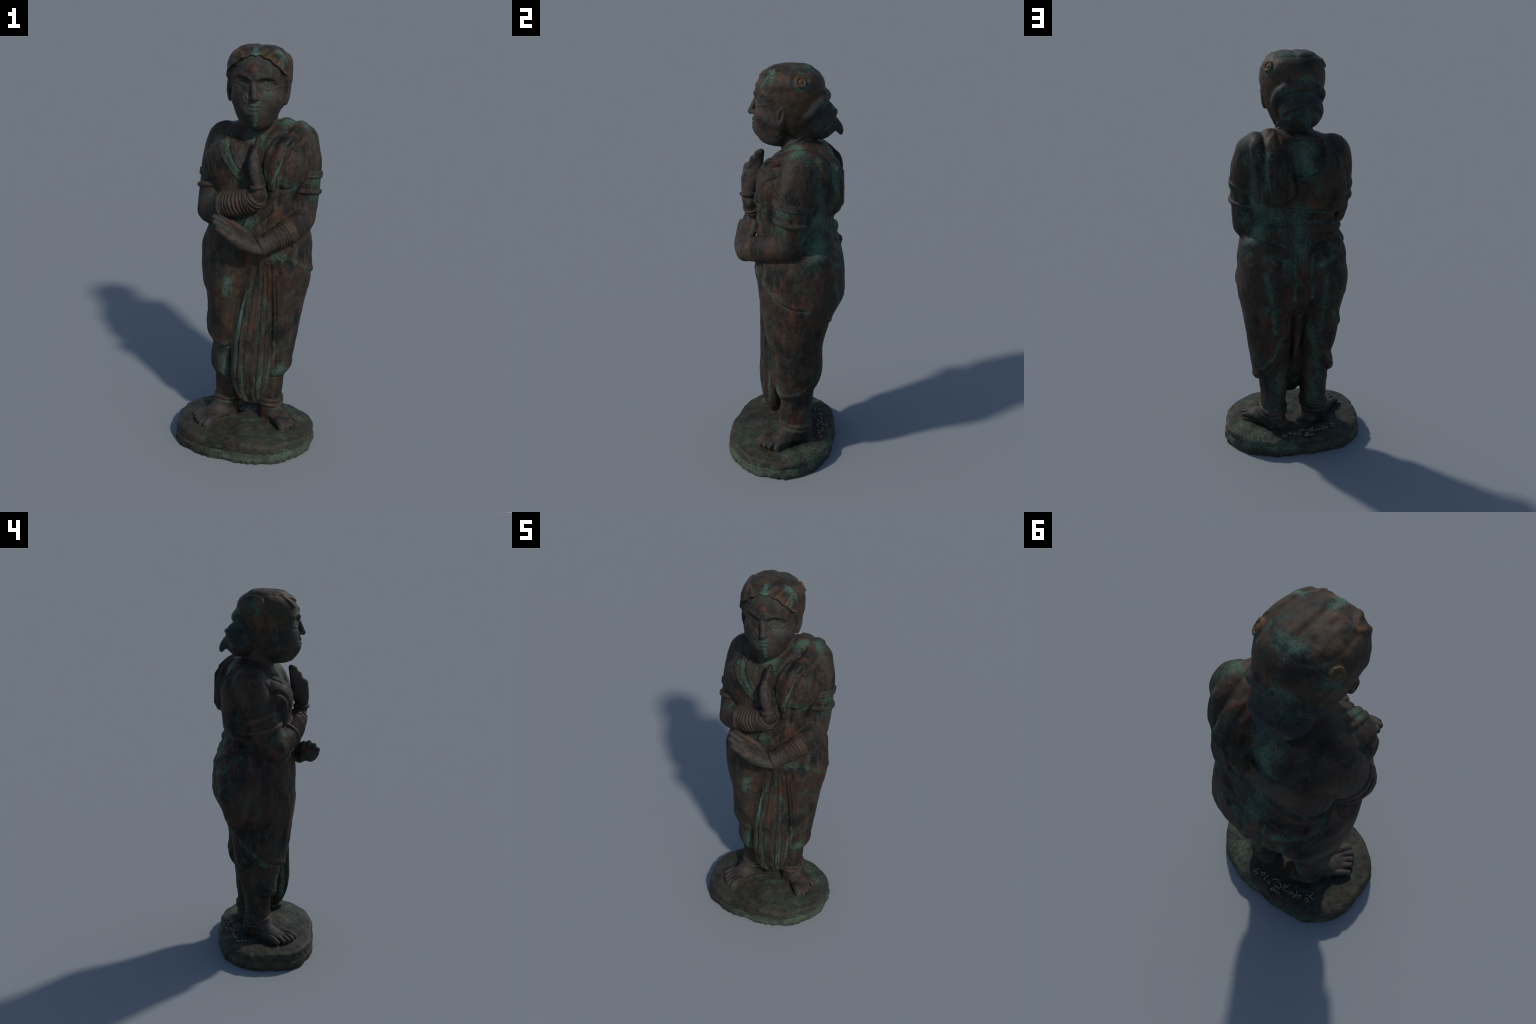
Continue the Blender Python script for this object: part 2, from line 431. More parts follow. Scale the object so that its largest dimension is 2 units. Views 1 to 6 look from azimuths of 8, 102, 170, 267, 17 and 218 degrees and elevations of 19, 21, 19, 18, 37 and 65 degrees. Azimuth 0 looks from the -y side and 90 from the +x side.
# shawl on the back: one broad panel over a folded under-layer
layer("back", [(.10, 1.66), (.10, 1.60), (.09, 1.50), (.08, 1.38), (.10, 1.33), (.15, 1.325), (.168, 1.343), (.186, 1.431), (.210, 1.527), (.214, 1.62)], .030, .004, .06, shawl, fade=[(1.31, .25), (1.42, 1), (1.52, .8), (1.60, .35), (1.64, .1)])
ridge("back", [(.185, 1.61), (.180, 1.53), (.165, 1.45), (.150, 1.36)], .007, .010)
layer("back", [(.10, 1.66), (.073, 1.64), (.065, 1.602), (.052, 1.516), (.035, 1.416), (.047, 1.368), (.129, 1.322), (.142, 1.395), (.154, 1.534), (.150, 1.62)], .046, .006, .06, shawl, fade=[(1.31, .25), (1.37, .65), (1.45, 1), (1.54, .7), (1.60, .35), (1.64, .15)])

ridge("back", [(.078, 1.62), (.064, 1.57), (.050, 1.50), (.036, 1.42), (.044, 1.382), (.085, 1.352), (.130, 1.332)], .007, .006)
ridge("back", [(.052, 1.58), (.038, 1.50), (.022, 1.42), (.028, 1.372), (.080, 1.335), (.128, 1.312)], -.010, .009, green=0)
ridge("back", [(.152, 1.60), (.155, 1.53), (.145, 1.42), (.136, 1.36)], -.010, .008, green=0)

# ------------------------------------------------------------------ right arm
arm_r = limb([(-.172, .122, 1.536, .092), (-.184, .094, 1.46, .096), (-.196, .055, 1.36, .086), (-.205, .02, 1.27, .078), (-.205, -.01, 1.222, .072)])
fore_r = limb([(-.205, -.01, 1.222, .072), (-.14, -.075, 1.255, .066), (-.06, -.120, 1.290, .057), (.005, -.140, 1.317, .053), (.030, -.155, 1.345, .040)])
a = part("arm"); b = part("forearm")
add(arm_r, .016, a)
add(fore_r, .012, b)
# ------------------------------------------------------------------- left arm
arm_l = limb([(.186, .120, 1.550, .093), (.206, .092, 1.46, .094), (.218, .082, 1.36, .083), (.222, .07, 1.27, .075), (.218, .05, 1.20, .072)])
fore_l = limb([(.218, .05, 1.20, .072), (.213, -.02, 1.185, .066), (.175, -.092, 1.162, .056), (.115, -.146, 1.130, .046), (.06, -.184, 1.105, .038)])
a = part("arm"); b = part("forearm")
add(arm_l, .016, a)
add(fore_l, .012, b)

# creases where the arms lie against the body
ridge("right", [(.215, 1.51), (.185, 1.43), (.158, 1.37), (.118, 1.285), (.075, 1.20)], -.013, .012, green=.4)
ridge("left", [(.190, 1.54), (.188, 1.45), (.172, 1.37), (.150, 1.29), (.125, 1.22)], -.013, .012)
ridge("front", [(-.222, 1.57), (-.232, 1.51), (-.215, 1.45), (-.200, 1.40)], -.009, .010, green=.3)
ridge("front", [(.222, 1.57), (.236, 1.50), (.236, 1.44), (.226, 1.40)], -.009, .010, green=.3)
# armlets: a sleeve hem and a heavy ring on each upper arm
for lim, at, nrm in ((arm_r, (-.195, .06, 1.375), (-.1, -.38, -.92)), (arm_l, (.218, .085, 1.40), (.08, -.2, -.97))):
    add(band(lim, at, nrm, .012, .004, .004), .006, part("sleeve_hem"))
for lim, at, nrm in ((arm_r, (-.199, .045, 1.322), (.0, -.30, -.95)), (arm_l, (.221, .08, 1.325), (.0, -.16, -.98))):
    add(band(lim, at, nrm, .003, .004, .008), .006, part("armlet"))

# bangles along both forearms
for lim, path, count in ((fore_r, [(-.125, -.085, 1.262), (-.06, -.122, 1.288), (.0, -.140, 1.312), (.026, -.152, 1.338)], 12),
                         (fore_l, [(.180, -.088, 1.163), (.150, -.120, 1.147), (.115, -.150, 1.125), (.075, -.180, 1.106)], 12)):
    p = spline(path, 24)
    s = np.concatenate([[0], np.cumsum(np.linalg.norm(np.diff(p, axis=0), axis=1))])
    for t in np.linspace(0, s[-1], count):
        c = np.array([np.interp(t, s, p[:, i]) for i in range(3)])
        e = np.array([np.interp(min(t + .01, s[-1]), s, p[:, i]) - np.interp(max(t - .01, 0), s, p[:, i]) for i in range(3)])
        big = t == 0
        add(band(lim, c, e, .001, .002, .0075 if big else .0036 + .0010 * np.sin(t * 310)), .005, part("bangle"))

# ---------------------------------------------------------- raised right hand
hand = part("hand")
UP = ((1, 0, 0), .55)
add(limb([(.036, -.165, 1.365, .036), (.032, -.168, 1.40, .034), (.020, -.160, 1.44, .042), (.012, -.152, 1.475, .046)], UP), .010, hand)
for y0, y1, z1, r in ((-.122, -.101, 1.612, .0150), (-.142, -.122, 1.602, .0155), (-.162, -.145, 1.578, .015), (-.180, -.168, 1.542, .0135)):
    add(limb([(.012, y0, 1.46, r + .004), (.006, (y0 + y1) / 2 - .004, 1.52, r + .002), (.020, y1, z1 - r, r * .9)], ((1, 0, 0), .8)), .014, part("finger"))
add(limb([(.020, -.185, 1.43, .016), (.026, -.190, 1.47, .013), (.020, -.178, 1.50, .010)]), .006, part("finger"))
add(band(limb([(.036, -.165, 1.36, .036), (.030, -.168, 1.40, .036), (.02, -.16, 1.44, .04)], ((1, 0, 0), .75)), (.033, -.167, 1.390), (-.15, .0, 1), .003, .003, .006), .004, part("bracelet"))

# --------------------------------------------------------- lowered left hand
hand = part("hand")
FL_AX = ((.42, -.25, .85), .62)
add(limb([(.055, -.194, 1.102, .040), (.02, -.204, 1.115, .046), (-.03, -.210, 1.140, .052), (-.072, -.210, 1.166, .050)], FL_AX), .010, hand)
add(ellipsoid((-.045, -.222, 1.128), (.052, .030, .026), (0, 30, 0)), .012, hand)
for k, (dy, dz, ln, r) in enumerate(((.040, .012, .092, .0145), (.014, .008, .106, .0155), (-.013, -.003, .100, .0155), (-.036, -.016, .078, .0135))):
    b0 = np.array([-.070, -.210 + dy, 1.166 + dz])
    tip = b0 + np.array([-.80, -.02, .56]) * ln
    mid = (b0 + tip) / 2 + np.array([-.002, 0, .005])
    add(limb([(*b0, r + .004), (*mid, r + .002), (*tip, r * .8)]), .007, part("finger"))
add(limb([(.0, -.175, 1.150, .020), (-.04, -.163, 1.178, .016), (-.08, -.160, 1.202, .012)]), .008, part("finger"))
add(band(fore_l, (.062, -.188, 1.101), (-.75, -.5, -.3), .003, .004, .007), .004, part("bracelet"))

# ------------------------------------------------------------------------ head
head = part("head")
skull = loft([(1.980, -.100, .076, -.045, .128, 1.9), (1.974, -.112, .088, -.064, .140, 2.0), (1.950, -.132, .114, -.095, .166, 2.05), (1.92, -.145, .129, -.117, .182, 2.1), (1.87, -.149, .133, -.130, .190, 2.15),
              (1.82, -.139, .126, -.124, .186, 2.1), (1.75, -.127, .113, -.140, .165, 1.9), (1.714, -.117, .098, -.144, .145, 1.75), (1.674, -.098, .080, -.128, .11, 1.6), (1.645, -.078, .064, -.106, .08, 1.6), (1.625, -.045, .040, -.080, .05, 1.7)], 2.2, .030)
add(skull, .012, head)
add(ellipsoid((-.012, .040, 1.925), (.124, .132, .066)), .03, head)      # crown
for sx in (-1, 1):                                       # cheeks
    add(ellipsoid((-.005 + sx * .068, -.070, 1.775), (.046, .048, .055)), .025, head)
# hair cap: everything behind the hairline stands proud of the face
hair = part("hair")
HL = np.array([(1.60, .08), (1.70, .055), (1.75, .035), (1.79, .004), (1.823, -.018), (1.859, -.047), (1.90, -.060), (2.03, -.062)])
s, x, y, z = box((-.2, -.2, 1.655), (.2, .25, 2.02))
arch = z - (1.966 - 4.4 * (x + .010)**2 + .0025 * np.sin(x * 150))
q = np.maximum(y - np.interp(z, HL[:, 0], HL[:, 1]), arch).astype(np.float32)
w = np.clip(.5 + q / .008, 0, 1)
w = w * w * (3 - 2 * w) * np.clip((z - 1.66) / .04, 0, 1)
D[s] -= (.010 + .005 * np.exp(-(np.maximum(q, 0) / .025)**2) * (z > 1.86)) * w
L[s] = np.where((q > 0) & (z > 1.67) & ((L[s] == head) | (L[s] == 0)), hair, L[s])
ridge("top", [(-.013, -.085), (-.013, -.047), (-.012, .025), (-.004, .118), (-.01, .16)], -.006, .014, green=.2)
for xs in (-.09, -.05, .03, .07):                        # faint combed waves
    mark(np.array([p for p in (surf("top", xs + .02 * np.sin(t), yy) for t, yy in zip(np.linspace(0, 3, 14), np.linspace(-.05, .15, 14))) if p]), .0018, .014)
# ears
for c, t in (((.127, .020, 1.788), 8), ((-.145, .008, 1.793), -8)):
    ear = part("ear")
    sx = np.sign(c[0])
    add(ellipsoid(c, (.013, .021, .046), (-8, t, 0)), .006, ear)
    cut(ellipsoid((c[0] + sx * .013, c[1] - .002, c[2] + .006), (.009, .010, .028), (-8, t, 0)), .004)
    add(ellipsoid((c[0] - sx * .009, c[1] - .006, c[2] - .036), (.011, .011, .014)), .006, ear)

# face: sockets, eyes, brows, nose, lips, chin
eye_at = ((-.068, 1.838), (.056, 1.837))
for ex, ez in eye_at:
    p = surf("front", ex, ez)
    s1 = np.sign(ex)
    cut(ellipsoid((ex, p[1] - .014, ez + .010), (.050, .026, .024), (0, s1 * 4, s1 * 24)), .010)
brow = part("eyebrow")
ridge("front", [(-.112, 1.866), (-.095, 1.880), (-.072, 1.885), (-.040, 1.876), (-.018, 1.860)], .009, .007, taper=.1, label=brow)
brow = part("eyebrow")
ridge("front", [(-.006, 1.860), (.014, 1.872), (.052, 1.878), (.088, 1.860), (.110, 1.836)], .009, .007, taper=.1, label=brow)
nose = part("nose")
add(limb([(-.012, -.112, 1.868, .011), (-.009, -.128, 1.835, .0115), (-.005, -.142, 1.805, .0125), (-.002, -.151, 1.787, .0145)]), .008, nose)
for sx in (-1, 1):
    add(ellipsoid((-.003 + sx * .0135, -.136, 1.784), (.0095, .012, .009)), .006, nose)
for ex, ez in eye_at:
    eye = part("eye")
    s1 = np.sign(ex)
    p = surf("front", ex, ez)
    add(ellipsoid((ex, p[1] + .008, ez), (.033, .018, .0155), (0, s1 * 3, s1 * 24)), .004, eye)
    q = surf("front", ex, ez)
    for sgn, amt in ((1, .012), (-1, .009)):             # lids
        ridge("front", [(ex + s1 * .042 * (t - .42) * 1.75, ez + sgn * .0175 * (1 - (2 * t - 1)**2) - s1 * 0 + .001) for t in np.linspace(0, 1, 7)], amt, .0042, taper=.08)
    ridge("front", [(ex + .006 * np.cos(t), ez + .006 * np.sin(t)) for t in np.linspace(0, 6.3, 10)], -.006, .0032, taper=0)
ridge("front", [(.085, 1.832), (.100, 1.833), (.112, 1.836)], .006, .005)
lips = part("lips")
ridge("front", [(-.026, 1.748), (-.012, 1.753), (.0, 1.751), (.012, 1.754), (.024, 1.748)], .012, .007, label=lips)
ridge("front", [(-.022, 1.734), (.0, 1.731), (.020, 1.734)], .009, .007, label=lips)
ridge("front", [(-.028, 1.7425), (.0, 1.7415), (.026, 1.7425)], -.006, .004)
ridge("front", [(.001, 1.722), (.003, 1.70), (.003, 1.670)], .006, .012)
ridge("front", [(-.001, 1.772), (-.001, 1.758)], -.004, .006, green=.4)
ridge("front", [(-.034, 1.775), (-.038, 1.75), (-.034, 1.72)], -.004, .009, green=0)
ridge("front", [(.032, 1.775), (.036, 1.75), (.032, 1.72)], -.004, .009, green=0)
ring = part("nose_ring")
ridge("front", [(-.048 + .009 * np.cos(t) - .006 * np.sin(t), 1.781 + .018 * np.sin(t)) for t in np.linspace(0, 6.3, 14)], .012, .0055, taper=0, label=ring)
p = surf("front", -.013, 1.908)
add(ellipsoid((p[0], p[1] + .002, p[2]), (.018, .009, .017), (-14, 0, 0)), .003, part("bindi"))

# hair ornaments: two bent ribbons above the forehead and a rosette on each side
for pts in ([(.042, 1.961), (.060, 1.974), (.078, 1.981), (.095, 1.970), (.099, 1.953), (.089, 1.928)],
            [(-.066, 1.952), (-.078, 1.971), (-.098, 1.977), (-.108, 1.964), (-.110, 1.946), (-.109, 1.922)]):
    ridge("front", pts, .014, .0095, taper=.05, label=part("hair_ornament"))
for side, (cy, cz) in (("left", (.108, 1.942)), ("right", (.092, 1.950))):
    o = part("rosette")
    c = np.array(surf(side, cy, cz))
    g = np.round((c - LO) / H).astype(int)
    nrm = np.array([D[tuple(g + o)] - D[tuple(g - o)] for o in 9 * np.eye(3, dtype=int)])
    nrm /= np.linalg.norm(nrm)
    e1 = np.cross(nrm, (0, 0, 1)); e1 /= np.linalg.norm(e1)
    e2 = np.cross(nrm, e1)
    mark(c + np.array([np.cos(t) * e1 + np.sin(t) * e2 for t in np.linspace(0, 6.2832, 24)]) * .036, -.006, .007, taper=0)

    def disc(x, y, z, c=c, n=nrm):
        a = (x - c[0]) * n[0] + (y - c[1]) * n[1] + (z - c[2]) * n[2]
        r = np.sqrt(np.maximum((x - c[0])**2 + (y - c[1])**2 + (z - c[2])**2 - a * a, 0))
        top = .0075 - .005 * np.exp(-((r - .013) / .004)**2)
        return -smin(-(r - .026), -(np.maximum(a - top, -.02 - a)), .006)
    c -= .002 * nrm
    add((disc, c - .04, c + .04), .003, o)

# bun, the roll above it and its tip
roll = part("hair_roll")
add(limb([(.080, .100, 1.755, .012), (.090, .146, 1.795, .017), (.074, .182, 1.836, .021), (.036, .196, 1.853, .023), (-.034, .200, 1.858, .023), (-.094, .185, 1.844, .021), (-.120, .152, 1.815, .017), (-.112, .11, 1.765, .012)]), .030, roll)
bun = part("hair_bun")
add(ellipsoid((-.022, .168, 1.750), (.100, .090, .093)), .010, bun)
ridge("back", [(.070, 1.735), (.045, 1.765), (.010, 1.782), (-.03, 1.788), (-.075, 1.780), (-.110, 1.745)], .010, .010)
ridge("back", [(.062, 1.720), (.035, 1.745), (.005, 1.758), (-.03, 1.762), (-.070, 1.755), (-.100, 1.725)], -.012, .010)
add(limb([(-.026, .225, 1.742, .030), (-.029, .255, 1.718, .022), (-.030, .266, 1.698, .016), (-.030, .270, 1.686, .011)]), .012, part("bun_tip"))

# ----------------------------------------------------------------- feet, anklets
for shp, (cx, cy) in ((sh_r, (-.108, .032)), (sh_l, (.113, .063))):
    for zz in (.178, .202):
        add(band(shp, (cx, cy, zz), (.05 * np.sign(cx), .12, 1), .004, .004, .006), .004, part("anklet"))
for ank, big, little in (((-.108, .032), (-.192, -.184), (-.268, -.088)), ((.113, .065), (.217, -.128), (.275, -.028))):
    foot = part("foot")
    ank, big, little = map(np.array, (ank, big, little))
    mid = big * .5 + little * .5
    ax = mid - ank
    ax /= np.linalg.norm(ax)
    heel = ank - ax * .045
    ball = mid - ax * .072
    add(limb([(*heel, .118, .044), (*ank, .132, .056), (*(ank * .5 + ball * .5), .124, .054), (*ball, .114, .052)], ((0, 0, 1), .60)), .016, foot)
    add(limb([(*ank, .165, .056), (*(ank * .6 + ball * .4), .142, .046), (*(ank * .25 + ball * .75), .122, .036)]), .016, foot)
    for k, t in enumerate((0, .27, .50, .73, 1.0)):
        tip = big * (1 - t) + little * t + ax * (.0, .010, .008, .004, -.006)[k]
        r = (.0195, .0140, .0135, .0130, .0130)[k]
        b0 = ball + (tip - mid) * .80
        b1 = tip - ax * r
        add(limb([(*b0, .126, r + .001), (*(b0 * .45 + b1 * .55), .127, r), (*b1, .118, r * .95)]), .003, part("toe"))

# ----------------------------------------------------------------------- base
base = part("base")


def plinth(x, y, z):
    """Oval base: a rough lower lip, a waist line and a softly domed top."""
    th = np.arctan2(y, x)
    wob = .012 * np.exp(-((th + 1.05) / .35)**2) - .008 * np.exp(-((th - 2.4) / .4)**2) + .005 * np.sin(3 * th + .6) + .004 * np.sin(5 * th + 2.0) + .002 * np.sin(11 * th)
    a, b = np.abs((x + .006) / .357), np.abs((y + .022) / .270)
    n = 2.45
    q = (a**n + b**n + 1e-9)**(1 / n)
    r = np.sqrt(x * x + (y + .02)**2) + 1e-6
    d = (q - 1) * r / (q + 1e-6) - wob
    prof = np.interp(z, [-.02, .0, .022, .042, .052, .062, .085, .10, .12], [-.004, -.003, .0, -.004, -.010, -.006, -.006, -.010, -.02])
    lip = .003 * np.sin(th * 37 + 3 * np.sin(th * 9)) * np.clip((.03 - z) / .03, 0, 1)
    top = z - (.0965 - .052 * y - .008 * np.clip((q - .80) / .2, 0, 1)**1.5 + .003 * np.sin(x * 31 + 1) * np.sin(y * 37))
    return -smin(-(d - prof - lip), -(np.maximum(top, -.004 - z)), .014)


add((plinth, (-.38, -.32, -.01), (.38, .28, .12)), .010, base)
# low rocky mound between the feet, under the pleats
add(ellipsoid((.035, -.085, .085), (.08, .06, .022)), .03, base)

# ============================================================ surface and parts
def smooth_noise(seed, step, amount):
    rng = np.random.default_rng(seed)
    m = np.ceil((HI - LO) / step).astype(int) + 3
    g = rng.standard_normal(m).astype(np.float32)
    for a in range(3):
        t = (AX[a] - LO[a]) / step
        i = np.floor(t).astype(int)
        u = (t - i).astype(np.float32)
        u = u * u * (3 - 2 * u)
        sh = [1, 1, 1]
        sh[a] = -1
        u = u.reshape(sh)
        g = np.take(g, i, a) * (1 - u) + np.take(g, i + 1, a) * u
    return g * amount


D += smooth_noise(11, .045, .0012)
D += smooth_noise(12, .018, .0007)
D[:, :, AX[2] < .11] += (smooth_noise(13, .03, .0022) + smooth_noise(14, .012, .0009))[:, :, AX[2] < .11] * np.clip((.11 - AX[2][AX[2] < .11]) / .03, 0, 1)


def surface():
    s = D < 0
    c = np.zeros(N - 1, np.uint8)
    for i in (0, 1):
        for j in (0, 1):
            for k in (0, 1):
                c += s[i:N[0] - 1 + i, j:N[1] - 1 + j, k:N[2] - 1 + k]
    idx = np.argwhere((c > 0) & (c < 8))
    cell = np.full(N - 1, -1, np.int32)
    cell[tuple(idx.T)] = np.arange(len(idx))
    acc = np.zeros((len(idx), 3))
    cnt = np.zeros(len(idx))
    for ax in range(3):
        o = [x for x in range(3) if x != ax]
        for p in (0, 1):
            for q in (0, 1):
                off = np.zeros(3, int)
                off[o[0]], off[o[1]] = p, q
                i0 = idx + off
                i1 = i0.copy()
                i1[:, ax] += 1
                d0, d1 = D[tuple(i0.T)], D[tuple(i1.T)]
                m = (d0 < 0) != (d1 < 0)
                t = d0[m] / (d0[m] - d1[m])
                pt = i0[m].astype(float)
                pt[:, ax] += t
                acc[m] += pt
                cnt[m] += 1
    v = LO + H * acc / cnt[:, None]
    faces = []
    for ax in range(3):
        o1, o2 = (ax + 1) % 3, (ax + 2) % 3
        sl0, sl1 = [slice(None)] * 3, [slice(None)] * 3
        sl0[ax], sl1[ax] = slice(0, -1), slice(1, None)
        a, b = s[tuple(sl0)], s[tuple(sl1)]
        e = np.argwhere(a != b)
        e = e[(e[:, o1] > 0) & (e[:, o2] > 0) & (e[:, o1] < N[o1] - 1) & (e[:, o2] < N[o2] - 1)]
        inward = a[tuple(e.T)]
        q = []
        for d1, d2 in ((-1, -1), (0, -1), (0, 0), (-1, 0)):
            i = e.copy()
            i[:, o1] += d1
            i[:, o2] += d2
            q.append(cell[tuple(i.T)])
        q = np.stack(q, 1)
        q[~inward] = q[~inward][:, ::-1]
        faces.append(q)
    f = np.concatenate(faces)
    near = np.clip(np.round((v - LO) / H).astype(int), 0, N - 1)
    return v, f, L[tuple(near.T)]


def relax(v, f, rounds=2):
    e = np.concatenate([f[:, [0, 1]], f[:, [1, 2]], f[:, [2, 3]], f[:, [3, 0]]])
    n = np.bincount(e[:, 0], minlength=len(v)) + 1e-9
    for r in range(rounds):
        for lam in (.5, -.52):
            av = np.stack([np.bincount(e[:, 0], v[e[:, 1], i], len(v)) for i in range(3)], 1) / n[:, None]
            v = v + lam * (av - v)
    return v


V, F, VL = surface()
V = relax(V, F)
V[:, 2] = np.where(V[:, 2] < .0, 0.0, V[:, 2])


fn = np.cross(V[F[:, 2]] - V[F[:, 0]], V[F[:, 3]] - V[F[:, 1]])
VN = np.stack([sum(np.bincount(F[:, c], fn[:, i], len(V)) for c in range(4)) for i in range(3)], 1)
VN /= np.linalg.norm(VN, axis=1)[:, None] + 1e-12
FL = np.sort(VL[F], 1)[:, 1]

# ------------------------------------------------------------------- materials
# Verdigris gathers along these stretches (from, to, reach, strength): under the shawl, down the
# hollow of the back, beside the pleats, round the rosettes, on the lip of the base, and so on.
VERDIGRIS += [
    ((.215, .10, 1.640), (.215, .190, 1.550), .035, 1.0), ((.205, .20, 1.58), (.200, .19, 1.36), .035, .8),
    ((.190, .19, 1.32), (.195, .18, 1.14), .055, 1.3), ((.0, .25, 1.30), (.005, .27, 1.12), .045, 1.1), ((.13, .23, 1.28), (.08, .25, 1.25), .05, .9),
    ((.155, .26, 1.56), (.150, .25, 1.42), .030, 1.2), ((-.02, .24, 1.61), (-.02, .25, 1.48), .055, .9), ((-.10, .24, 1.50), (-.02, .255, 1.46), .022, 1.0),
    ((.25, .12, 1.37), (.25, .10, 1.22), .05, .6), ((.27, .03, 1.39), (.30, .09, 1.385), .03, .8), ((.26, .03, 1.30), (.29, .06, 1.30), .03, .7),
    ((.025, -.14, .98), (-.042, -.12, .74), .022, 1.2), ((-.042, -.12, .74), (-.072, -.08, .56), .026, 1.5), ((-.06, -.10, .56), (-.05, -.10, .32), .022, .9),
    ((.005, -.14, .80), (.0, -.14, .30), .012, .8), ((.125, -.125, .88), (.135, -.12, .45), .022, 1.0), ((.085, -.14, .95), (.085, -.14, .35), .010, .9),
    ((.085, -.14, .55), (.07, -.13, .27), .024, .9), ((-.12, -.06, .46), (-.10, -.05, .36), .040, .9), ((.18, -.02, .42), (.14, -.03, .37), .035, .9),
    ((-.10, -.135, .90), (-.11, -.13, .84), .030, .9), ((.15, -.12, 1.04), (.22, -.09, 1.0), .030, .9),
    ((-.15, -.04, 1.57), (-.12, -.09, 1.49), .022, .9), ((-.12, -.09, 1.49), (-.06, -.09, 1.41), .022, .9), ((-.03, .0, 1.59), (.05, -.02, 1.54), .040, .9),
    ((.11, .05, 1.65), (.16, .10, 1.66), .030, .9), ((.10, -.10, 1.41), (.20, -.06, 1.37), .03, .7), ((-.06, -.14, 1.18), (.02, -.15, 1.20), .035, .7),
    ((-.012, -.09, 1.97), (-.012, -.05, 1.99), .020, 1.3), ((-.03, .12, 2.0), (.03, .13, 1.99), .030, 1.1), ((.05, .05, 1.99), (.10, .12, 1.97), .018, .7),
    ((.10, .14, 1.955), (.115, .135, 1.925), .022, 1.1), ((.125, .08, 1.93), (.118, .11, 1.91), .018, 1.0), ((-.13, .125, 1.95), (-.14, .10, 1.915), .024, .8),
    ((.08, -.03, 1.985), (.105, -.03, 1.955), .020, 1.2), ((.105, -.05, 1.95), (.10, -.075, 1.92), .016, 1.1),
    ((.07, .20, 1.83), (-.10, .19, 1.83), .030, .8), ((-.02, .21, 1.88), (-.06, .20, 1.885), .03, .8), ((-.03, .26, 1.75), (-.03, .27, 1.70), .030, .7),
    ((.0, -.15, 1.76), (.0, -.14, 1.74), .026, .7), ((.003, -.14, 1.72), (.003, -.12, 1.66), .014, 1.0), ((.03, -.12, 1.80), (.06, -.12, 1.81), .03, .5),
    ((.16, .245, .83), (.10, .25, .81), .025, .7), ((-.07, .17, .66), (-.10, .14, .45), .040, .8), ((-.10, .10, .40), (-.10, .10, .24), .05, .7), ((.11, .15, .40), (.11, .14, .22), .06, .6),
    ((.06, .29, 1.06), (.16, .26, 1.09), .03, .7), ((-.09, .28, 1.04), (-.17, .24, 1.07), .025, .9), ((-.20, .15, 1.14), (-.16, .24, 1.10), .025, .8),
    ((-.20, -.02, 1.40), (-.24, -.02, 1.385), .035, .5), ((-.27, -.02, 1.28), (-.2, -.07, 1.29), .035, .5), ((.24, .10, 1.05), (.26, .15, 1.0), .035, .5),
    ((-.12, -.295, .02), (.20, -.275, .02), .030, .8), ((.20, -.275, .03), (.35, -.08, .03), .035, .9), ((.355, -.05, .03), (.33, .13, .04), .035, .6),
    ((.02, .25, .05), (.28, .17, .06), .03, .8), ((-.30, .15, .04), (-.10, .245, .04), .03, .6), ((.05, -.20, .11), (.22, -.17, .11), .05, .5), ((.28, .03, .10), (.20, .16, .09), .05, .6),
    ((-.12, .0, .22), (.0, -.08, .10), .04, .4), ((.05, -.05, .12), (-.08, -.03, .12), .04, .6),
]


class Nodes:
    def __init__(self, tree):
        self.t = tree

    def add(self, kind, ins=(), **props):
        n = self.t.nodes.new(kind)
        for k, v in props.items():
            setattr(n, k, v)
        for k, v in (ins.items() if isinstance(ins, dict) else enumerate(ins)):
            if hasattr(v, "is_linked") or hasattr(v, "links"):
                self.t.links.new(v, n.inputs[k])
            else:
                n.inputs[k].default_value = v
        return n.outputs

    def math(self, op, a, b=0.0, c=0.0, clamp=False):
        return self.add("ShaderNodeMath", (a, b, c), operation=op, use_clamp=clamp)[0]

    def vec(self, op, a, b=(0, 0, 0)):
        return self.add("ShaderNodeVectorMath", (a, b), operation=op)

    def noise(self, vec, scale, detail=4.0, rough=.55):
        return self.add("ShaderNodeTexNoise", {"Vector": vec, "Scale": scale, "Detail": detail, "Roughness": rough})[0]

    def step(self, v, lo, hi):
        return self.add("ShaderNodeMapRange", {"Value": v, "From Min": lo, "From Max": hi}, interpolation_type="SMOOTHSTEP")[0]

    def mix(self, f, a, b):
        n = self.t.nodes.new("ShaderNodeMix")
        n.data_type = "RGBA"
        for sock, v in ((n.inputs[0], f), (n.inputs[6], a), (n.inputs[7], b)):
            if hasattr(v, "is_linked"):
                self.t.links.new(v, sock)
            else:
                sock.default_value = (*v, 1) if isinstance(v, tuple) and len(v) == 3 else v
        return n.outputs[2]


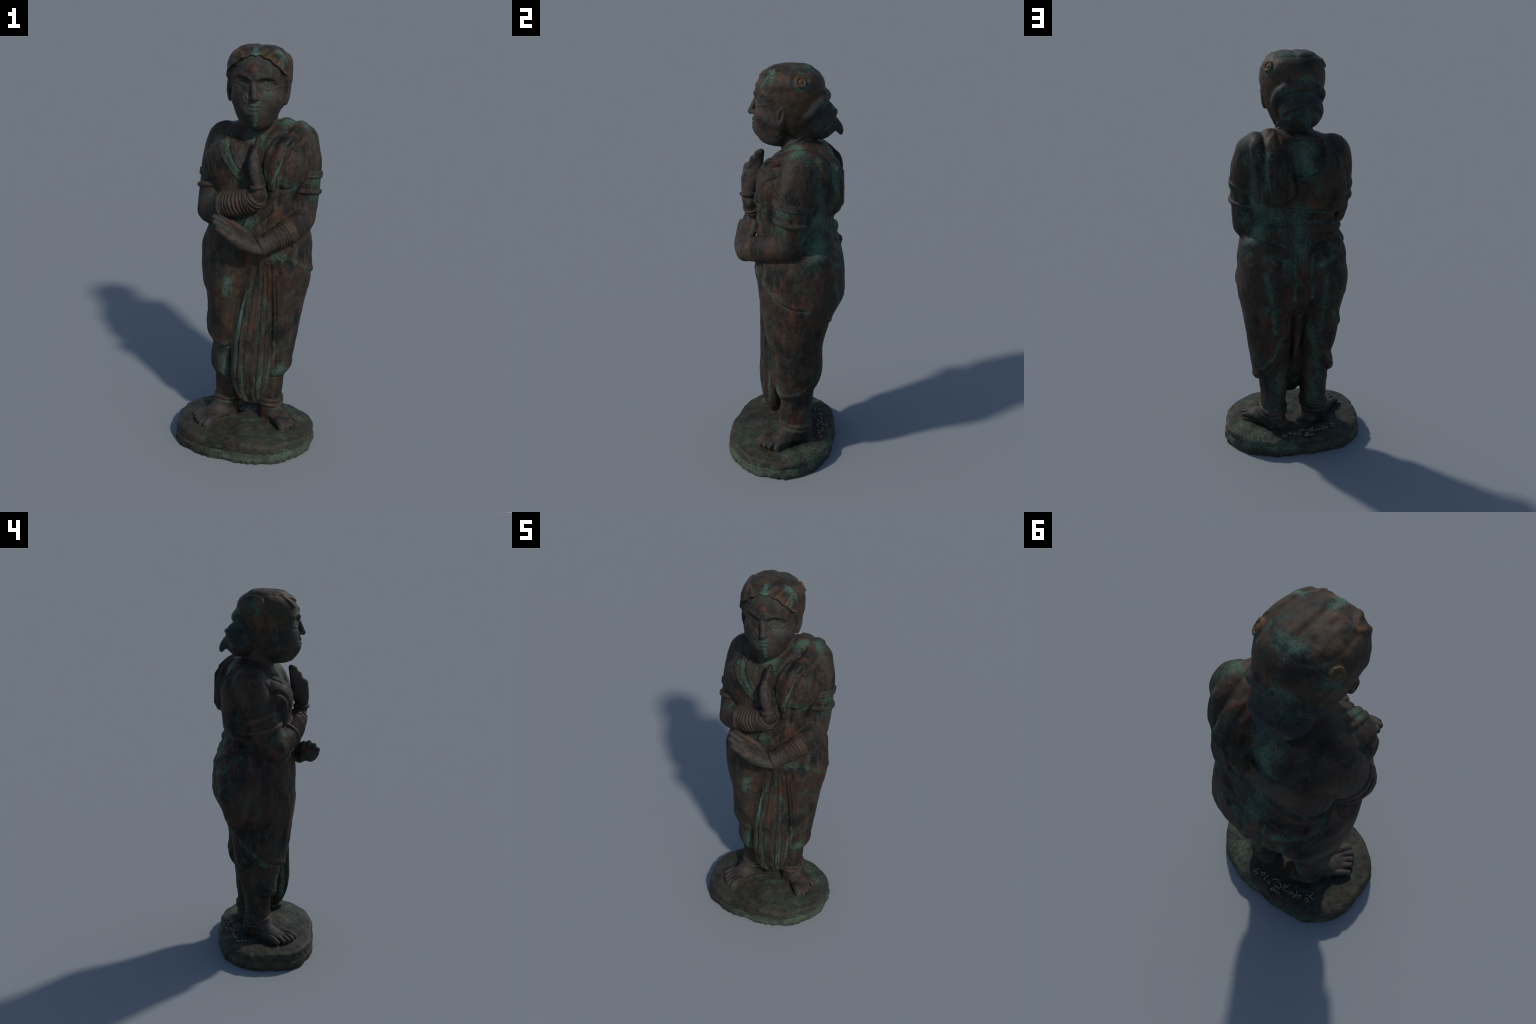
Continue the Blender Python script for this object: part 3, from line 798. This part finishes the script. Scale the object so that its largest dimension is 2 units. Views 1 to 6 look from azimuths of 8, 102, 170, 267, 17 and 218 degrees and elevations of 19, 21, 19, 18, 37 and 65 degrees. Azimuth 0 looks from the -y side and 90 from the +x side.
def patina_group(low, high, keep=lambda c: True):
    """Node group: how much verdigris gathers at a place, from the stretches between two heights."""
    g = bpy.data.node_groups.new("verdigris_places", "ShaderNodeTree")
    g.interface.new_socket("Place", in_out="INPUT", socket_type="NodeSocketVector")
    g.interface.new_socket("Amount", in_out="OUTPUT", socket_type="NodeSocketFloat")
    n = Nodes(g)
    gi, go = g.nodes.new("NodeGroupInput"), g.nodes.new("NodeGroupOutput")
    total, found = None, []
    for a, b, reach, amount in VERDIGRIS:
        a, b = np.array(a, float), np.array(b, float)
        if max(a[2], b[2]) < low - .04 or min(a[2], b[2]) > high + .04 or np.linalg.norm(b - a) < 1e-4 or not keep((a + b) / 2):
            continue
        found.append((a, b, reach, amount))
    found.sort(key=lambda f: -f[2] * f[3] * (.03 + np.linalg.norm(f[1] - f[0])))
    for a, b, reach, amount in found[:42]:               # the most telling ones
        e = b - a
        rel = n.vec("SUBTRACT", gi.outputs[0], tuple(a))[0]
        t = n.math("MULTIPLY", n.vec("DOT_PRODUCT", rel, tuple(e))["Value"], 1 / float(e @ e), clamp=True)
        sc = n.t.nodes.new("ShaderNodeVectorMath")
        sc.operation = "SCALE"
        sc.inputs[0].default_value = tuple(e)
        g.links.new(t, sc.inputs["Scale"])
        d = n.vec("DISTANCE", rel, sc.outputs[0])["Value"]
        m = n.math("MULTIPLY_ADD", d, -amount / (1.6 * reach), amount)
        total = m if total is None else n.math("MAXIMUM", total, m)
    g.links.new(n.math("MAXIMUM", total, 0.0), go.inputs[0])
    return g


PLACES = {"legs": patina_group(.18, 1.10, lambda c: not (-.07 < c[0] < .15 and c[1] < -.08)), "pleats": patina_group(.18, 1.06, lambda c: -.09 < c[0] < .17 and c[1] < -.03), "base": patina_group(0, .14), "body": patina_group(1.08, 1.66), "head": patina_group(1.60, 2.1)}


def bronze(name, dark, brown, red, pale, green=0.0, warm=0.0, verd=((.026, .042, .034), (.066, .128, .094)), streak=.4, places=1.0, zone="body"):
    m = bpy.data.materials.new(name)
    m.use_nodes = True
    t = m.node_tree
    n = Nodes(t)
    bsdf = t.nodes["Principled BSDF"]
    co = n.add("ShaderNodeTexCoord")["Object"]
    warp = n.noise(co, 14, 3)
    wob = n.add("ShaderNodeTexNoise", {"Vector": co, "Scale": 22.0, "Detail": 3.0})[1]
    jit = n.vec("MULTIPLY_ADD", wob)
    jn = jit[0].node
    jn.inputs[1].default_value = (.022, .022, .03)
    t.links.new(n.vec("ADD", co, (-.011, -.011, -.015))[0], jn.inputs[2])
    place = jit[0]
    st = n.add("ShaderNodeMapping", {"Vector": place, "Scale": (1, 1, streak)})[0]
    big = n.noise(place, 7.0, 7, .62)
    mid = n.noise(st, 26.0, 7, .66)
    mid2 = n.noise(n.vec("ADD", st, (3.1, 1.7, 5.3))[0], 17.0, 8, .68)
    fine = n.noise(co, 130.0, 5, .7)
    grain = n.noise(co, 320.0, 3, .7)
    col = n.mix(n.step(n.math("MULTIPLY_ADD", fine, .25, n.math("MULTIPLY", big, .75)), .40, .56), dark, brown)
    col = n.mix(n.math("MULTIPLY", n.step(n.math("ADD", mid2, warm), .47, .66), .9), col, red)
    col = n.mix(n.math("MULTIPLY", n.step(n.math("MULTIPLY_ADD", mid, .6, n.math("MULTIPLY", fine, .4)), .53, .68), .75), col, pale)
    grp = t.nodes.new("ShaderNodeGroup")
    grp.node_tree = PLACES[zone]
    t.links.new(place, grp.inputs[0])
    spot = n.math("MULTIPLY", grp.outputs[0], places)
    gsum = n.math("ADD", n.math("MULTIPLY_ADD", mid, .62, n.math("MULTIPLY", fine, .30)), n.math("MULTIPLY_ADD", spot, .19, green + .032))
    gm = n.math("MULTIPLY", n.step(gsum, .46, .66), n.math("MULTIPLY_ADD", n.step(n.math("MULTIPLY_ADD", mid2, .55, n.math("MULTIPLY", fine, .45)), .38, .58), .35, .65))
    tone = n.step(n.math("MULTIPLY_ADD", spot, .25, n.math("MULTIPLY_ADD", mid2, .5, n.math("MULTIPLY", fine, .4))), .45, .80)
    gcol = n.mix(tone, verd[0], verd[1])
    col = n.mix(n.math("MULTIPLY", gm, .88), col, gcol)
    # fine dark pitting and pale dust grain
    col = n.mix(n.math("MULTIPLY", n.step(grain, .58, .72), .35), col, (.10, .095, .085))
    col = n.mix(n.math("MULTIPLY", n.step(fine, .46, .34), .45), col, (.012, .010, .009))
    t.links.new(col, bsdf.inputs["Base Color"])
    bsdf.inputs["Specular IOR Level"].default_value = .14
    t.links.new(n.math("MULTIPLY_ADD", gm, .2, .58), bsdf.inputs["Roughness"])
    h = n.math("MULTIPLY_ADD", fine, .6, n.math("MULTIPLY", grain, .3))
    bp = n.add("ShaderNodeBump", {"Strength": .25, "Distance": .0015, "Height": h})[0]
    t.links.new(bp, bsdf.inputs["Normal"])
    return m


DARK, BROWN, RED, PALE = (.009, .0085, .008), (.035, .023, .0165), (.072, .031, .019), (.078, .074, .063)
BRONZE = bronze("patinated_bronze", DARK, BROWN, RED, PALE)
CLOTH = bronze("skirt_bronze", DARK, BROWN, RED, PALE, zone="legs")
PLEAT = bronze("pleat_bronze", DARK, (.040, .027, .021), (.075, .034, .023), PALE, zone="pleats")
SK = dict(dark=(.017, .015, .013), brown=(.045, .036, .031), red=(.076, .037, .026), pale=(.092, .085, .077), streak=.8)
SKIN = bronze("worn_bronze", **SK)
FACE = bronze("face_bronze", **SK, zone="head")
FEET = bronze("foot_bronze", **SK, zone="base", green=.01)
HAIR = bronze("hair_bronze", (.018, .014, .011), (.044, .029, .019), (.080, .042, .021), (.072, .060, .047), warm=.02, streak=1.0, zone="head")
BUN = bronze("bun_bronze", (.014, .014, .014), (.034, .031, .029), (.058, .036, .027), (.052, .058, .060), green=.02, verd=((.026, .042, .041), (.055, .100, .085)), streak=.8, zone="head")
GOLD = bronze("rubbed_bronze", (.05, .03, .016), (.085, .048, .022), (.115, .058, .024), (.12, .08, .045), green=-.05, warm=.04, streak=1.0, zone="head")
RC = dict(dark=(.022, .017, .014), brown=(.048, .033, .026), red=(.082, .042, .028), pale=(.088, .078, .068), warm=.01, streak=1.0)
RUB = bronze("ring_bronze", **RC)
RUBH = bronze("brow_bronze", **RC, zone="head")
RUBL = bronze("anklet_bronze", **RC, green=.03, zone="base")
STONE = bronze("base_bronze", (.014, .013, .011), (.038, .031, .023), (.068, .039, .022), (.075, .078, .060), green=.03, verd=((.034, .048, .035), (.090, .140, .092)), streak=1.6, zone="base")
SPOT = bronze("bindi_bronze", (.06, .028, .020), (.085, .038, .026), (.10, .045, .03), (.10, .055, .04), green=-.2, streak=1.0, zone="head")
MATERIAL_OF = {"skirt": CLOTH, "pleats": PLEAT, "skirt_tail": CLOTH, "leg": CLOTH, "foot": FEET, "toe": FEET, "anklet": RUBL, "base": STONE,
               "head": FACE, "nose": FACE, "eye": FACE, "lips": FACE, "ear": FACE, "neck": SKIN, "hand": SKIN, "finger": SKIN,
               "eyebrow": RUBH, "nose_ring": RUBH, "hair": HAIR, "hair_bun": BUN, "bun_tip": BUN, "hair_roll": BUN, "hair_ornament": GOLD, "rosette": GOLD, "bindi": SPOT,
               "bangle": RUB, "bracelet": RUB, "armlet": RUB, "sleeve_hem": RUB, "necklace": RUB}

# --------------------------------------------------------------------- objects
root = bpy.data.objects.new("bronze_statue", None)
root["label"] = "dark patinated bronze statue of a standing woman in a sari"
root["category"] = "statue"
bpy.context.scene.collection.objects.link(root)
for lab, name in enumerate(PARTS):
    sel = F[FL == lab]
    if len(sel) < 4:
        continue
    used, inv = np.unique(sel, return_inverse=True)
    fc = inv.reshape(-1, 4)
    me = bpy.data.meshes.new(name)
    me.vertices.add(len(used))
    me.vertices.foreach_set("co", V[used].astype(np.float32).ravel())
    me.loops.add(fc.size)
    me.loops.foreach_set("vertex_index", fc.ravel().astype(np.int32))
    me.polygons.add(len(fc))
    me.polygons.foreach_set("loop_start", np.arange(0, fc.size, 4, dtype=np.int32))
    me.polygons.foreach_set("loop_total", np.full(len(fc), 4, np.int32))
    me.update(calc_edges=True)
    me.validate()
    me.shade_smooth()
    me.normals_split_custom_set_from_vertices(VN[used].tolist())
    me.materials.append(MATERIAL_OF.get(name, BRONZE))
    ob = bpy.data.objects.new(name, me)
    ob.parent = root
    bpy.context.scene.collection.objects.link(ob)

# hand-cut inscription on the base behind the heels, as fine raised strokes
STROKES = [
    [(0.086, 0.193), (0.080, 0.182), (0.073, 0.169)],
    [(0.084, 0.194), (0.067, 0.186)],
    [(0.070, 0.200), (0.064, 0.193), (0.065, 0.186)],
    [(0.057, 0.177), (0.044, 0.170), (0.038, 0.166), (0.036, 0.179), (0.049, 0.182)],
    [(0.021, 0.163), (0.018, 0.172), (0.024, 0.183), (0.019, 0.191), (0.023, 0.198)],
    [(0.008, 0.190), (-0.008, 0.193), (-0.003, 0.182)],
    [(-0.008, 0.169), (-0.017, 0.159), (-0.029, 0.153), (-0.032, 0.160)],
    [(-0.039, 0.158), (-0.052, 0.163), (-0.060, 0.174), (-0.054, 0.182), (-0.045, 0.185), (-0.043, 0.178), (-0.038, 0.182), (-0.036, 0.192)],
    [(-0.047, 0.201), (-0.041, 0.196), (-0.033, 0.200), (-0.030, 0.210), (-0.050, 0.202), (-0.077, 0.198)],
    [(-0.062, 0.150), (-0.072, 0.154), (-0.081, 0.150), (-0.082, 0.140)],
    [(-0.065, 0.166), (-0.077, 0.159), (-0.083, 0.153)],
    [(-0.070, 0.176), (-0.080, 0.168), (-0.088, 0.173), (-0.095, 0.170), (-0.095, 0.160)],
    [(-0.116, 0.156), (-0.107, 0.157), (-0.105, 0.166), (-0.108, 0.169), (-0.115, 0.165), (-0.116, 0.156), (-0.125, 0.162), (-0.134, 0.158)],
    [(-0.125, 0.140), (-0.135, 0.148), (-0.137, 0.162), (-0.132, 0.174)],
    [(-0.152, 0.163), (-0.145, 0.155), (-0.153, 0.144), (-0.158, 0.152), (-0.152, 0.162)],
    [(-0.172, 0.124), (-0.190, 0.121), (-0.208, 0.122)],
    [(-0.191, 0.097), (-0.190, 0.121)],
    [(-0.178, 0.149), (-0.186, 0.134), (-0.193, 0.140), (-0.190, 0.154)],
    [(-0.191, 0.140), (-0.202, 0.140)],
]
cu = bpy.data.curves.new("inscription", "CURVE")
cu.dimensions = "3D"
cu.bevel_depth = .0028
cu.bevel_resolution = 2
cu.use_fill_caps = True
for st in STROKES:
    pts = spline(st, 5)
    sp = cu.splines.new("POLY")
    sp.points.add(len(pts) - 1)
    for q, p in zip(sp.points, pts):
        q.co = (p[0], p[1], .0985 - .045 * p[1] + .003 * np.sin(p[0] * 31 + 1) * np.sin(p[1] * 37), 1)
tmp = bpy.data.objects.new("inscription_curve", cu)
bpy.context.scene.collection.objects.link(tmp)
bpy.context.view_layer.update()
me = bpy.data.meshes.new_from_object(tmp.evaluated_get(bpy.context.evaluated_depsgraph_get()))
me.name = "inscription"
me.materials.clear()
me.materials.append(bronze("inscription_bronze", (.12, .09, .06), (.20, .155, .10), (.22, .16, .10), (.26, .22, .16), green=-.2, streak=1.0, zone="base"))
bpy.data.objects.remove(tmp)
ob = bpy.data.objects.new("inscription", me)
ob.parent = root
bpy.context.scene.collection.objects.link(ob)
print("vertices", len(V), "faces", len(F), "range", V.min(0), V.max(0))
